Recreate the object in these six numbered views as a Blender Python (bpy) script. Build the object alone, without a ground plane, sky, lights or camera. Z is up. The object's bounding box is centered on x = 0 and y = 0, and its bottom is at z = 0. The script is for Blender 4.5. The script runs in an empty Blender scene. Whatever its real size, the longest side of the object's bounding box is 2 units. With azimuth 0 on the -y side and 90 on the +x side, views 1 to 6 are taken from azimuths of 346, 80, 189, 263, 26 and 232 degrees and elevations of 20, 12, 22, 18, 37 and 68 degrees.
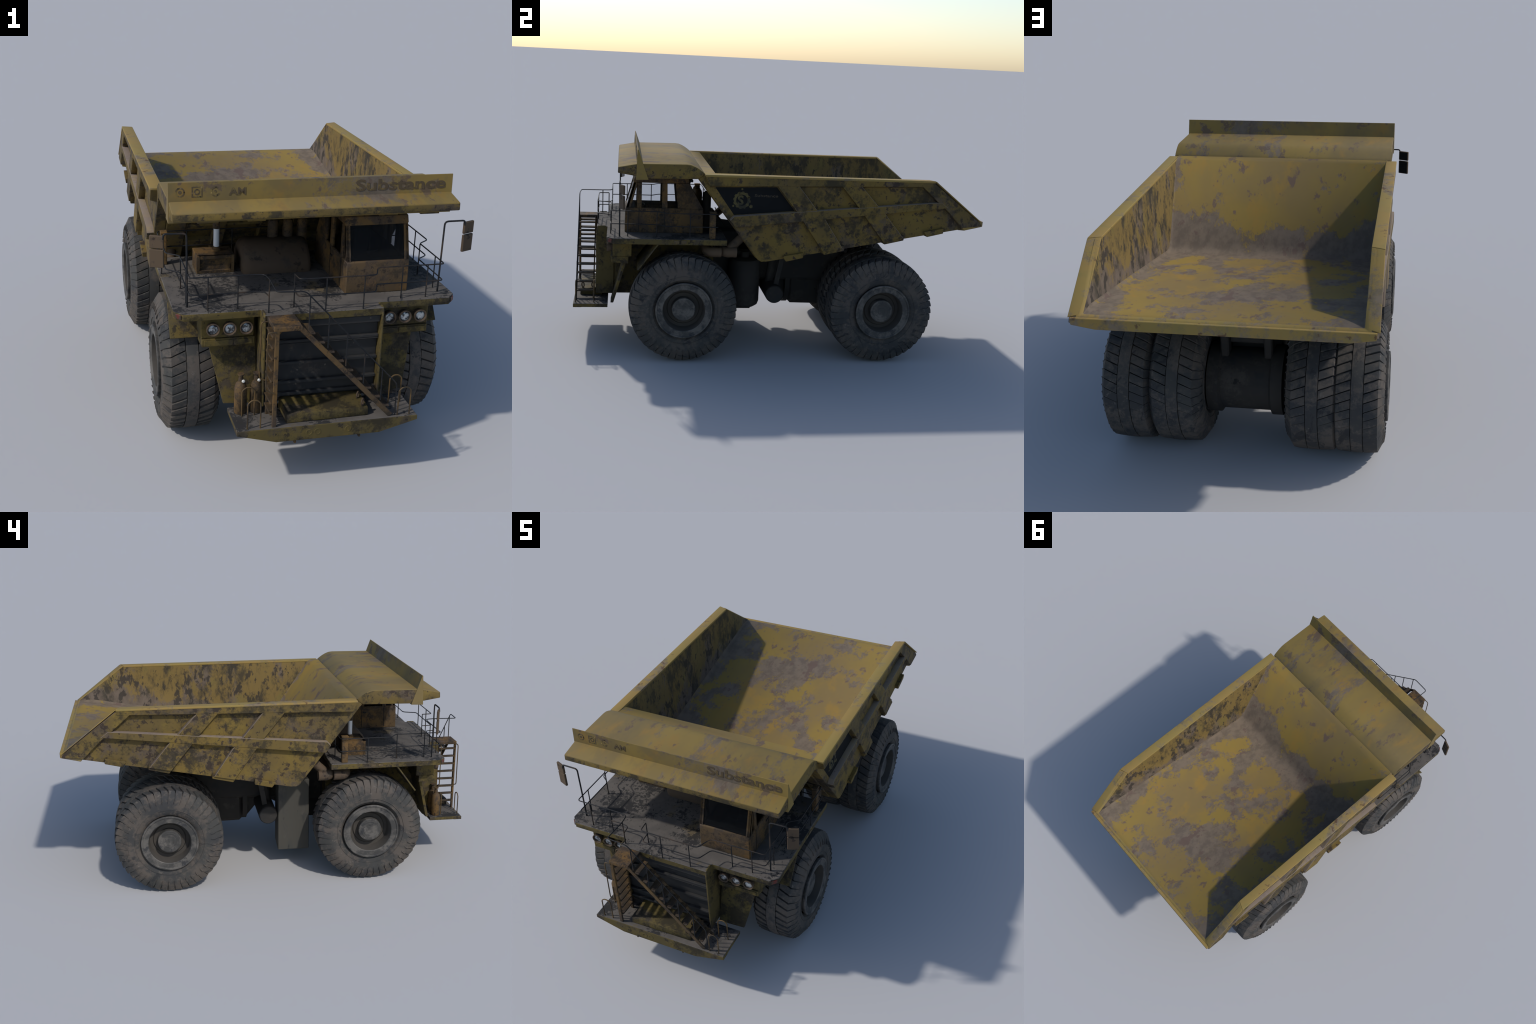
import bpy, bmesh, math, random
from mathutils import Vector, Matrix, Euler

random.seed(7)
V = Vector
COL = bpy.context.scene.collection

# ------------------------------------------------------------------ materials
class NT:
    """Small helper that writes shader nodes as expressions."""
    def __init__(self, name):
        self.m = bpy.data.materials.new(name)
        self.m.use_nodes = True
        self.t = self.m.node_tree
        self.b = self.t.nodes["Principled BSDF"]
        tc = self.t.nodes.new("ShaderNodeTexCoord")
        self.obj = tc.outputs["Object"]
        self._xyz = None

    def link(self, a, s):
        if isinstance(a, bpy.types.NodeSocket):
            self.t.links.new(a, s)
        elif isinstance(a, (tuple, list)):
            s.default_value = (*a, 1.0) if len(a) == 3 and s.type == 'RGBA' else a
        else:
            s.default_value = a

    def math(self, op, a, b=0.0, clamp=False):
        n = self.t.nodes.new("ShaderNodeMath"); n.operation = op; n.use_clamp = clamp
        self.link(a, n.inputs[0]); self.link(b, n.inputs[1])
        return n.outputs[0]

    def add(self, a, b): return self.math('ADD', a, b)
    def mul(self, a, b): return self.math('MULTIPLY', a, b)
    def sub(self, a, b): return self.math('SUBTRACT', a, b)

    def step(self, v, lo, hi):
        n = self.t.nodes.new("ShaderNodeMapRange"); n.interpolation_type = 'SMOOTHSTEP'
        self.link(v, n.inputs["Value"])
        n.inputs["From Min"].default_value = lo; n.inputs["From Max"].default_value = hi
        return n.outputs["Result"]

    def xyz(self):
        if self._xyz is None:
            n = self.t.nodes.new("ShaderNodeSeparateXYZ")
            self.t.links.new(self.obj, n.inputs[0]); self._xyz = n.outputs
        return self._xyz

    def vec(self, scale=(1, 1, 1), loc=(0, 0, 0), rnd=False):
        n = self.t.nodes.new("ShaderNodeMapping")
        self.t.links.new(self.obj, n.inputs["Vector"])
        n.inputs["Scale"].default_value = scale
        if rnd:
            oi = self.t.nodes.new("ShaderNodeObjectInfo")
            c = self.t.nodes.new("ShaderNodeCombineXYZ")
            v = self.mul(oi.outputs["Random"], 17.0)
            for i in range(3): self.t.links.new(v, c.inputs[i])
            self.t.links.new(c.outputs[0], n.inputs["Location"])
        else:
            n.inputs["Location"].default_value = loc
        return n.outputs[0]

    def noise(self, scale, detail=6, rough=0.6, vec=None, dist=0.0):
        n = self.t.nodes.new("ShaderNodeTexNoise")
        self.t.links.new(vec if vec is not None else self.obj, n.inputs["Vector"])
        n.inputs["Scale"].default_value = scale
        n.inputs["Detail"].default_value = detail
        n.inputs["Roughness"].default_value = rough
        n.inputs["Distortion"].default_value = dist
        return n.outputs["Fac"]

    def mix(self, f, a, b):
        n = self.t.nodes.new("ShaderNodeMix"); n.data_type = 'RGBA'
        self.link(f, n.inputs[0]); self.link(a, n.inputs[6]); self.link(b, n.inputs[7])
        return n.outputs[2]

    def bump(self, h, strength=0.3, dist=0.003):
        n = self.t.nodes.new("ShaderNodeBump")
        n.inputs["Strength"].default_value = strength
        n.inputs["Distance"].default_value = dist
        self.link(h, n.inputs["Height"])
        self.t.links.new(n.outputs[0], self.b.inputs["Normal"])

    def out(self, col, rough=0.75, metal=0.0, spec=0.25):
        self.link(col, self.b.inputs["Base Color"])
        self.link(rough, self.b.inputs["Roughness"])
        self.link(metal, self.b.inputs["Metallic"])
        self.b.inputs["Specular IOR Level"].default_value = spec
        return self.m


def paint(name, y1, y2, y3, w1, w2, scale=7, thresh=0.55, soft=0.02, chips=0.66,
          chipcol=(.05, .035, .027), grime=0.0, grimecol=(.02, .018, .013),
          stretch=(1, 1, 1), bias=None, chipscale=22, loc=(0, 0, 0), rough=.78):
    """Worn paint: mottled yellow, bare patches, dark chips, soot."""
    n = NT(name)
    v = n.vec(stretch, loc)
    tone = n.noise(3.0, 3, .5, v)
    tone2 = n.noise(9.0, 4, .6, n.vec(stretch, (5.3, 2.1, 8.7)))
    c = n.mix(n.step(tone, .38, .62), y1, y2)
    c = n.mix(n.mul(n.step(tone2, .52, .68), .75), c, y3)
    big = n.noise(scale, 9, .62, v, .25)
    fine = n.noise(scale * 9, 5, .7, v)
    m = n.add(n.add(big, n.mul(n.sub(fine, .5), .30)), n.mul(n.sub(n.noise(scale * 26, 3, .6, v), .5), .16))
    if bias is not None:
        m = n.add(m, bias(n))
    worn = n.step(m, thresh - soft, thresh + soft)
    wtone = n.noise(scale * 4, 6, .65, n.vec(stretch, (1.7, 9.2, 3.3)))
    wc = n.mix(n.step(wtone, .38, .64), w1, w2)
    c = n.mix(n.mul(worn, .86), c, wc)
    ch = n.add(n.noise(chipscale, 8, .66, n.vec(stretch, (3.1, 4.4, 7.9))), n.mul(n.sub(big, .5), .35))
    cm = n.step(ch, chips - .02, chips + .03)
    c = n.mix(n.mul(cm, .85), c, chipcol)
    if grime > 0:
        g = n.add(n.noise(8.5, 9, .70, n.vec(stretch, (8.8, 1.1, 4.4))), n.mul(n.sub(fine, .5), .3))
        c = n.mix(n.mul(n.step(g, .47, .63), grime), c, grimecol)
    n.bump(n.sub(n.mul(fine, .6), n.mul(worn, .7)), .25, .002)
    return n.out(c, n.add(rough, n.mul(n.sub(wtone, .5), .2)))


YEL = (.222, .151, .036); YEL2 = (.188, .130, .048); OCH = (.245, .150, .032)
WRN = (.146, .115, .092); WRN2 = (.100, .081, .070)


def basin_bias(n):                      # loads scour the rounded fold and the wall feet
    x, y, z = n.xyz()
    ax = n.math('ABSOLUTE', x)
    edge = n.mul(n.step(ax, .33, .47), .10)
    front = n.sub(1.0, n.step(y, -.05, .03))            # 1 on the front wall and fold
    foot = n.sub(1.0, n.step(z, .600, .735))            # 1 at the fold, 0 up the wall
    wall = n.add(n.mul(foot, .27), -.125)
    return n.add(n.mul(front, wall), edge)


def wall_bias(n):
    x, y, z = n.xyz()
    h = n.sub(z, n.mul(n.add(y, .08), .17))          # height over the sloping floor
    return n.add(n.mul(n.sub(1.0, n.step(h, .55, .70)), .20), -.08)


M = {}
M['floor'] = paint("worn_bed_floor", YEL, YEL2, OCH, WRN, WRN2, 6.5, .513, .035, .612, chipcol=(.110, .074, .058), bias=basin_bias,
                   stretch=(1, .75, .6), loc=(2.3, .7, 0), chipscale=17)
M['iwall'] = paint("worn_bed_wall", (.165, .110, .034), (.130, .092, .036), (.150, .114, .035), (.120, .093, .076), (.088, .068, .058),
                   7, .54, .06, .575, chipcol=(.03, .024, .019), grime=.85, grimecol=(.036, .030, .020), bias=wall_bias, stretch=(1, 1, .55), chipscale=26)
M['rail'] = paint("rail_paint", (.250, .180, .054), (.265, .176, .054), (.215, .165, .054), (.18, .14, .105), (.125, .105, .075),
                  7, .56, .07, .64, chipcol=(.10, .055, .03), chipscale=20)
M['canopy'] = paint("canopy_paint", (.215, .149, .043), (.165, .120, .048), (.232, .140, .036), (.142, .114, .094), (.100, .083, .073),
                    5, .565, .05, .600, chipcol=(.105, .073, .054), stretch=(1, .45, 1), chipscale=18, grime=.35, grimecol=(.115, .090, .050))
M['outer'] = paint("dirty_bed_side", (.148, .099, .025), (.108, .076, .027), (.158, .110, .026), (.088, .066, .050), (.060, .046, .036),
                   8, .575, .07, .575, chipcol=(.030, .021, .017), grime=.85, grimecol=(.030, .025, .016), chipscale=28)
M['edge'] = paint("pale_rib_edge", (.205, .160, .112), (.175, .135, .105), (.215, .160, .085), (.190, .152, .128), (.15, .118, .10),  # paler mauve-tan on the ledges and side faces of the ribs
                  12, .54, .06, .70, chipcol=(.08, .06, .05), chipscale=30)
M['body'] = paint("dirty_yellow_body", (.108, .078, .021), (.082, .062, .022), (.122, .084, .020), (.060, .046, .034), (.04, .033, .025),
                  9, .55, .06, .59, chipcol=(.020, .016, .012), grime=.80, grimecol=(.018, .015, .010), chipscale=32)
M['rust'] = paint("rusty_cab_metal", (.128, .074, .026), (.078, .051, .026), (.155, .082, .023), (.062, .043, .031), (.040, .031, .025),
                  12, .54, .07, .60, chipcol=(.022, .016, .012), grime=.80, grimecol=(.024, .019, .014), chipscale=40)
M['dark'] = paint("chassis_metal", (.026, .024, .022), (.034, .030, .026), (.020, .021, .022), (.052, .045, .038), (.04, .036, .03),
                  7, .60, .06, .68, chipcol=(.01, .01, .01))
M['tank'] = paint("grey_tank_metal", (.060, .056, .047), (.070, .064, .050), (.050, .050, .045), (.090, .080, .068), (.04, .04, .038),
                  6, .58, .07, .66, chipcol=(.022, .023, .024), stretch=(1, 1, .4))
M['grille'] = paint("grille_metal", (.022, .023, .024), (.030, .029, .028), (.017, .018, .020), (.055, .047, .040), (.035, .03, .028),
                    10, .60, .05, .68, chipcol=(.12, .10, .085), chipscale=40)
M['pipe'] = paint("rusty_pipe", (.088, .060, .037), (.070, .048, .032), (.08, .06, .04), (.05, .04, .03), (.035, .028, .022),
                  12, .58, .06, .62, chipcol=(.025, .018, .014))

n = NT("dusty_deck")
spk = n.add(n.noise(60, 8, .75, None, .6), n.mul(n.sub(n.noise(7, 4, .6), .5), .9))
c = n.mix(n.step(n.noise(12, 5, .6), .35, .65), (.112, .099, .087), (.084, .075, .067))
c = n.mix(n.mul(n.step(n.noise(6, 5, .6, n.vec(loc=(3, 3, 1))), .60, .68), .55), c, (.12, .085, .03))
c = n.mix(n.mul(n.step(spk, .51, .57), .88), c, (.017, .017, .018))
n.bump(spk, .3, .002)
M['deck'] = n.out(c, .85)

n = NT("rubber")
v = n.vec(rnd=True)
d = n.add(n.noise(8, 8, .7, v), n.mul(n.sub(n.noise(60, 4, .7, v), .5), .35))
c = n.mix(n.step(n.noise(5, 3, .5, v), .4, .6), (.050, .049, .046), (.040, .040, .041))
c = n.mix(n.mul(n.step(d, .43, .60), .85), c, (.096, .080, .067))
c = n.mix(n.mul(n.step(n.noise(30, 7, .75, v), .60, .66), .55), c, (.135, .120, .105))
c = n.mix(n.mul(n.step(n.noise(9, 6, .7, n.vec(scale=(1.1, 1, 1), rnd=True), 1.0), .56, .64), .8), c, (.024, .025, .027))
n.bump(d, .25, .003)
M['rubber'] = n.out(c, .82)

n = NT("wheel_steel")
v = n.vec(rnd=True)
k = n.noise(16, 8, .7, v)
c = n.mix(n.step(k, .42, .60), (.052, .050, .047), (.118, .108, .096))
c = n.mix(n.mul(n.step(n.noise(22, 7, .7, v), .54, .62), .85), c, (.030, .031, .034))
n.bump(k, .2, .002)
M['steel'] = n.out(c, .6, .25, .4)

n = NT("wheel_well")
c = n.mix(n.noise(30, 6, .7), (.075, .066, .056), (.042, .038, .034))
M['well'] = n.out(c, .8)

n = NT("rail_tube")
c = n.mix(n.step(n.noise(14, 4, .6), .5, .7), (.016, .017, .019), (.060, .042, .030))
M['tube'] = n.out(c, .55, .3)

n = NT("stair_tube")
c = n.mix(n.step(n.noise(16, 4, .6), .42, .62), (.115, .072, .030), (.045, .034, .022))
M['hoop'] = n.out(c, .6, .2)

n = NT("black_decal_panel")
M['panel'] = n.out(n.mix(n.noise(9, 5, .6), (.008, .009, .010), (.014, .015, .016)), .85, 0, .08)
n = NT("decal_yellow")
M['logo'] = n.out(n.mix(n.step(n.noise(24, 5, .7), .40, .6), (.085, .070, .024), (.024, .024, .016)), .7)
n = NT("decal_faint")
M['faint'] = n.out(n.mix(n.step(n.noise(70, 4, .7), .42, .58), (.020, .020, .020), (.070, .052, .030)), .7)
n = NT("faded_lettering")
M['letter'] = n.out(n.mix(n.step(n.noise(30, 6, .7), .52, .68), (.082, .059, .035), (.175, .125, .042)), .8)
n = NT("faded_symbols")
M['symbol'] = n.out(n.mix(n.step(n.noise(34, 6, .7), .46, .64), (.085, .062, .037), (.180, .130, .042)), .8)
n = NT("red_reflector")
M['red'] = n.out(n.mix(n.step(n.noise(60, 3, .6), .45, .55), (.10, .022, .016), (.05, .035, .025)), .5)
n = NT("black_rubber_trim")
M['black'] = n.out((.010, .010, .011), .5)
n = NT("mirror_glass")
M['mirror'] = n.out((.012, .014, .016), .12, 0.0, .5)
n = NT("chromed_rod")
M['chrome'] = n.out(n.mix(n.step(n.noise(40, 5, .7, n.vec((1, 1, .3))), .60, .68), (.62, .64, .66), (.12, .11, .10)), .35, .2)
n = NT("white_valve")
M['white'] = n.out((.55, .54, .5), .4)
n = NT("lamp_reflector")
ln = n.noise(90, 2, .5)
M['lens'] = n.out(n.mix(n.step(ln, .42, .60), (.36, .375, .38), (.04, .042, .045)), .25, .4, .5)
n = NT("window_glass")
n.b.inputs["Transmission Weight"].default_value = 1.0
n.b.inputs["IOR"].default_value = 1.12
M['glass'] = n.out((.86, .88, .90), .02)
n = NT("tinted_windscreen")
n.b.inputs["Transmission Weight"].default_value = .97
n.b.inputs["IOR"].default_value = 1.08
M['tint'] = n.out((.20, .21, .225), .06)
n = NT("seat_vinyl")
M['seat'] = n.out((.026, .027, .030), .85)

# ------------------------------------------------------------------ mesh helpers
ROOT = bpy.data.objects.new("haul_truck", None)
ROOT.empty_display_size = .2
COL.objects.link(ROOT)
ROOT["label"] = "worn yellow open-pit mining dump truck with dual rear tyres"
ROOT["category"] = "dump truck"


def finish(me, smooth=35):
    for p in me.polygons: p.use_smooth = True
    me.set_sharp_from_angle(angle=math.radians(smooth))
    me.update()


def put(name, me, parent=ROOT, mat=None, loc=None):
    if mat is not None:
        for mm in (mat if isinstance(mat, (list, tuple)) else [mat]):
            me.materials.append(M[mm])
    o = bpy.data.objects.new(name, me)
    COL.objects.link(o)
    o.parent = parent
    if loc is not None: o.location = loc
    return o


def mesh(bm, name, bevel=0.0, smooth=35, seg=1):
    bmesh.ops.remove_doubles(bm, verts=bm.verts, dist=1e-5)
    bmesh.ops.recalc_face_normals(bm, faces=bm.faces)
    if bevel > 0:
        es = [e for e in bm.edges if len(e.link_faces) == 2 and e.calc_face_angle(0) > math.radians(28)]
        bmesh.ops.bevel(bm, geom=es, offset=bevel, segments=seg, affect='EDGES', profile=.5, clamp_overlap=True)
    me = bpy.data.meshes.new(name)
    bm.to_mesh(me); bm.free()
    finish(me, smooth)
    return me


def add_box(bm, lo, hi):
    vs = [bm.verts.new((x, y, z)) for x in (lo[0], hi[0]) for y in (lo[1], hi[1]) for z in (lo[2], hi[2])]
    for q in ((0, 1, 3, 2), (4, 6, 7, 5), (0, 4, 5, 1), (2, 3, 7, 6), (0, 2, 6, 4), (1, 5, 7, 3)):
        bm.faces.new([vs[i] for i in q])
    return vs


def add_prism(bm, poly, axis, a, b):
    """Polygon (2D) swept along an axis. 2D order: x->(y,z)  y->(x,z)  z->(x,y)."""
    def at(p, t):
        if axis == 'x': return (t, p[0], p[1])
        if axis == 'y': return (p[0], t, p[1])
        return (p[0], p[1], t)
    A = [bm.verts.new(at(p, a)) for p in poly]
    B = [bm.verts.new(at(p, b)) for p in poly]
    k = len(poly)
    bm.faces.new(A); bm.faces.new(B[::-1])
    for i in range(k):
        bm.faces.new((A[i], B[i], B[(i + 1) % k], A[(i + 1) % k]))
    return A + B


def add_loft(bm, A, B):
    """Two matching 3D rings joined into a closed solid."""
    A = [bm.verts.new(p) for p in A]; B = [bm.verts.new(p) for p in B]
    k = len(A)
    bm.faces.new(A); bm.faces.new(B[::-1])
    for i in range(k):
        bm.faces.new((A[i], B[i], B[(i + 1) % k], A[(i + 1) % k]))


def inset(poly, d):
    """Move each edge of a 2D polygon inward by d."""
    k = len(poly)
    area = sum(poly[i][0] * poly[(i + 1) % k][1] - poly[(i + 1) % k][0] * poly[i][1] for i in range(k))
    sgn = 1 if area > 0 else -1
    lines = []
    for i in range(k):
        p, q = V(poly[i]), V(poly[(i + 1) % k])
        t = (q - p).normalized(); nrm = V((-t.y, t.x)) * sgn
        dd = d[i] if isinstance(d, (list, tuple)) else d
        lines.append((p + nrm * dd, t))
    out = []
    for i in range(k):
        (p, t), (q, u) = lines[i - 1], lines[i]
        den = t.x * u.y - t.y * u.x
        s = ((q - p).x * u.y - (q - p).y * u.x) / den
        out.append(tuple(p + t * s))
    return out


def box(name, lo, hi, mat, parent=ROOT, bevel=.003):
    bm = bmesh.new(); add_box(bm, lo, hi)
    return put(name, mesh(bm, name, bevel), parent, mat)


def prism(name, poly, axis, a, b, mat, parent=ROOT, bevel=.003):
    bm = bmesh.new(); add_prism(bm, poly, axis, a, b)
    return put(name, mesh(bm, name, bevel), parent, mat)


def add_lathe(bm, prof, origin, axis, seg=32):
    """Profile of (distance along axis, radius) turned about an axis."""
    axis = V(axis).normalized()
    u = axis.orthogonal().normalized(); w = axis.cross(u)
    origin = V(origin); rings = []
    for d, r in prof:
        if r < 1e-6:
            rings.append([bm.verts.new(origin + axis * d)])
        else:
            rings.append([bm.verts.new(origin + axis * d + (u * math.cos(t) + w * math.sin(t)) * r)
                          for t in (2 * math.pi * i / seg for i in range(seg))])
    for A, B in zip(rings, rings[1:]):
        if len(A) == 1 and len(B) == 1: continue
        for i in range(seg):
            j = (i + 1) % seg
            if len(A) == 1: bm.faces.new((A[0], B[i], B[j]))
            elif len(B) == 1: bm.faces.new((A[i], B[0], A[j]))
            else: bm.faces.new((A[i], B[i], B[j], A[j]))


def lathe(name, prof, origin, axis, mat, parent=ROOT, seg=32):
    bm = bmesh.new(); add_lathe(bm, prof, origin, axis, seg)
    return put(name, mesh(bm, name), parent, mat)


def fillet(pts, r, n=4):
    pts = [V(p) for p in pts]; out = [pts[0]]
    for a, b, c in zip(pts, pts[1:], pts[2:]):
        d1, d2 = (a - b), (c - b)
        l = min(r, d1.length * .45, d2.length * .45)
        p, q = b + d1.normalized() * l, b + d2.normalized() * l
        for i in range(n + 1):
            t = i / n
            out.append(p * (1 - t) ** 2 + b * (2 * t * (1 - t)) + q * t * t)
    out.append(pts[-1])
    return out


def add_tube(bm, pts, r, corner=.012, seg=8):
    pts = fillet(pts, corner) if corner > 0 else [V(p) for p in pts]
    clean = [pts[0]]
    for p in pts[1:]:
        if (p - clean[-1]).length > 1e-5: clean.append(p)
    pts = clean; rings = []; u = None
    for i, p in enumerate(pts):
        t = (pts[min(i + 1, len(pts) - 1)] - pts[max(i - 1, 0)]).normalized()
        u = t.orthogonal().normalized() if u is None else (u - t * u.dot(t)).normalized()
        w = t.cross(u)
        rings.append([bm.verts.new(p + (u * math.cos(2 * math.pi * k / seg) + w * math.sin(2 * math.pi * k / seg)) * r) for k in range(seg)])
    for A, B in zip(rings, rings[1:]):
        for k in range(seg):
            bm.faces.new((A[k], A[(k + 1) % seg], B[(k + 1) % seg], B[k]))
    bm.faces.new(rings[0][::-1]); bm.faces.new(rings[-1])


def tube(name, pts, r, mat, parent=ROOT, corner=.012, seg=8):
    bm = bmesh.new(); add_tube(bm, pts, r, corner, seg)
    return put(name, mesh(bm, name, 0, 50), parent, mat)


def beam(name, a, b, w, h, mat, parent=ROOT, up=(0, 0, 1), bevel=.0015):
    """Rectangular bar from a to b."""
    bm = bmesh.new(); a, b = V(a), V(b); t = (b - a).normalized()
    s = t.cross(V(up)).normalized(); q = s.cross(t)
    ring = lambda p: [p + s * i * w / 2 + q * j * h / 2 for i, j in ((-1, -1), (1, -1), (1, 1), (-1, 1))]
    add_loft(bm, ring(a), ring(b))
    return put(name, mesh(bm, name, bevel), parent, mat)


# ------------------------------------------------------------------ dump bed
def build_bed():
    # centre-line section of the basin: front wall, rounded fold, floor, flat lip
    a, f, c1, c0, c = V((-.331, .9165)), V((-.083, .552)), V((.900, .7245)), V((.940, .7275)), V((.968, .7282))
    p, q = f + (a - f).normalized() * .050, f + (c1 - f).normalized() * .050
    row = [V((-.392, .9205)), a] + [p * (1 - t) ** 2 + f * (2 * t * (1 - t)) + q * t * t for t in (i / 6 for i in range(7))] + [V((.45, .6455)), c1, c0, c]
    cove = [.001, .002, .010] + [.014] * 6 + [.014, .010, .005, .003]      # sloped fill where floor meets flank
    half = lambda r: .471 + .009 * min(1, max(0, (r.y - .56) / .16)) + .006 * min(1, max(0, (r.y - .72) / .20))
    FRONT = dict(A=(.5045, -.392, .910), A2=(.5045, -.385, .897), G2=(.5045, -.092, .511), G=(.5045, -.080, .502))
    B = (.5045, .734, .915); C = (.5045, .984, .720); T = (.5045, .993, .699)
    bm = bmesh.new(); v = {}
    for s in (1, -1):
        for k, pt in {**FRONT, 'b': (.4865, .715, .9145), 'B': B, 'C': C, 'T': T}.items():
            v[k, s] = bm.verts.new((pt[0] * s, pt[1], pt[2]))
        for k, r in enumerate(row):
            t = (row[min(k + 1, len(row) - 1)] - row[max(k - 1, 0)]).normalized()
            w = r + V((-t.y, t.x)) * cove[k]
            v[k, s] = bm.verts.new(((half(r) - cove[k] * .8) * s, r.x, r.y))
            v[k + .5, s] = bm.verts.new(((half(w) + .001) * s, w.x, w.y))
    n = len(row) - 1
    def both(keys, mat):
        for s in (1, -1):
            bm.faces.new([v[k, s] for k in keys]).material_index = mat
    def span(k1, k2, mat):
        bm.faces.new((v[k1, 1], v[k2, 1], v[k2, -1], v[k1, -1])).material_index = mat
    for k in range(n):
        span(k, k + 1, 0)
        both((k, k + 1, k + 1.5, k + .5), 0)
        both((k + .5, k + 1.5, 'b'), 2)
    both((0, .5, 'b', 'B', 'A'), 3); both(('b', 'B', 'C', n, n + .5), 3)
    span(n, 'C', 3); span('C', 'T', 3); span('T', 'G', 4); span('G', 'G2', 4)
    span('G2', 'A2', 4); span('A2', 'A', 4); span('A', 0, 1)
    both(('A', 'A2', 'G2', 'G', 'T', 'C', 'B'), 4)
    bmesh.ops.recalc_face_normals(bm, faces=bm.faces)
    me = bpy.data.meshes.new("dump_bed"); bm.to_mesh(me); bm.free()
    bed = put("dump_bed", me, ROOT, ['floor', 'canopy', 'iwall', 'rail', 'outer'])
    finish(me, 62)
    for s in (1, -1):
        prism("bed_flank_edge", [(-.389, .911), (-.411, .896), (-.116, .510), (-.098, .501), (-.05, .507), (-.36, .904)], 'x', s * .4635, s * .5052, 'outer', bed, .002)
    # the front wall carries a grid of uprights and cross stiffeners
    for x0, x1 in ((.385, .462), (.225, .275), (.04, .09), (-.09, -.04), (-.275, -.225), (-.462, -.385)):
        prism("bed_front_upright", [(-.392, .908), (-.418, .895), (-.122, .511), (-.099, .503), (-.06, .508), (-.36, .902)], 'x', x0, x1, 'outer', bed, .003)

    # side framing: raised members with chamfered edges, lofted outward from the plate
    top = lambda y: .868 + .024 * (y + .343)         # upper edge of the upper panels
    mid = lambda y: .7475 + .089 * y                 # lower edge of the upper panels
    low = lambda y: .693 + .112 * y                  # upper edge of the lower panels
    bot = lambda y: .515 + .192 * y                  # underside of the plate
    def member(name, poly, ch, x0=.5030, x1=.5310, lift=None):
        for s in (1, -1):
            q = inset(poly, ch)
            bm = bmesh.new()
            add_loft(bm, [(x0 * s, *p) for p in poly], [(x1 * s, *p) for p in q])
            me = mesh(bm, name, .0015)
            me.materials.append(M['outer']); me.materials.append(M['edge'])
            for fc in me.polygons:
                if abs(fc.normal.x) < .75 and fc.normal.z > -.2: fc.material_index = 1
            put(name, me, bed)
    # top rail, capped by a lighter rim plate
    for s in (1, -1):
        bm = bmesh.new()
        P0 = [(-.384, .913), (.732, .913), (.7315, top(.70) - .012), (-.356, top(-.34) - .012)]
        P1 = [(-.384, .913), (.732, .913), (.7315, top(.70) - .002), (-.362, top(-.34) - .002)]
        add_loft(bm, [(.5030 * s, *p) for p in P0], [(.531 * s, *p) for p in P1])
        put("bed_rail", mesh(bm, "bed_rail", .0015), bed, 'outer')
        bm = bmesh.new()
        cap = [(.4850, -.383, .0), (.533, -.383, 0), (.533, .7345, 0), (.4850, .7165, 0)]
        add_loft(bm, [(x * s, y, .909) for x, y, z in cap], [(x * s, y, .9188) for x, y, z in cap])
        # sloping cap down the tail
        cap2a = [(.4850, .7168, .9143), (.533, .7348, .9143), (.533, .9835, .7190), (.4815, .9665, .7262)]
        up = V((0, .62, .784)) * .0042
        add_loft(bm, [(x * s, y, z) for x, y, z in cap2a], [(x * s, y + up.y, z + up.z) for x, y, z in cap2a])
        put("bed_rail_cap", mesh(bm, "bed_rail_cap", .0042, seg=3), bed, 'rail')
    # mid rib (taper, pointed at the front)
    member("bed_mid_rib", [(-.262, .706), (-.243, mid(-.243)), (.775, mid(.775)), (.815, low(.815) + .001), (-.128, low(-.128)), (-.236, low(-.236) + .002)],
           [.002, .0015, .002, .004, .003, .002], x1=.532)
    # slanting ribs, upper and lower runs
    for (u0, u1, m0, m1, l0, l1, b0, b1) in (
            (-.044, .064, .055, .159, .092, .202, .196, .300),
            (.267, .369, .358, .459, .392, .499, .492, .600)):
        # both runs are let into the rail and the mid rib so that the lattice reads as one
        ends = lambda ya, za, yb, zb, e0, e1: ((ya - (yb - ya) * e0, za - (zb - za) * e0), (yb + (yb - ya) * e1, zb + (zb - za) * e1))
        p0, q0 = ends(u0, top(u0), m0, mid(m0), .06, .14)
        p1, q1 = ends(u1, top(u1), m1, mid(m1), .06, .14)
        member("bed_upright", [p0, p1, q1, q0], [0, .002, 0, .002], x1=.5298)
        p0, q0 = ends(l0, low(l0), b0, bot(b0) + .004, .14, 0)
        p1, q1 = ends(l1, low(l1), b1 - .004, bot(b1) + .004, .14, 0)
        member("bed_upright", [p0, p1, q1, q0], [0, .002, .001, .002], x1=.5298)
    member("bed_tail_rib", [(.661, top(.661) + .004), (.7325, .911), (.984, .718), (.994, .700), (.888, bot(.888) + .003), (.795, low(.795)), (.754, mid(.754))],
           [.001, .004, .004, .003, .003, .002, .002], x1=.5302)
    # cross beams under the floor
    for y0, y1 in ((.001, .102), (.186, .303), (.484, .598), (.697, .797), (.885, .996)):
        bm = bmesh.new()
        dp = .022 if y0 > .8 else .012
        e = [(-.524, .018), (-.521, -.008), (-.435, -dp), (.435, -dp), (.521, -.008), (.524, .018)]
        add_loft(bm, [(x, y0 + (0 if z > 0 else .018), bot(y0) + z) for x, z in e], [(x, y1, bot(y1) + z) for x, z in e])
        put("bed_cross_beam", mesh(bm, "bed_cross_beam", .002), bed, 'rail' if y0 > .8 else 'outer')
    # stiffeners across the front wall
    nrm, t = V((0, -.79, -.612)), V((0, -.612, .79))
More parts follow.
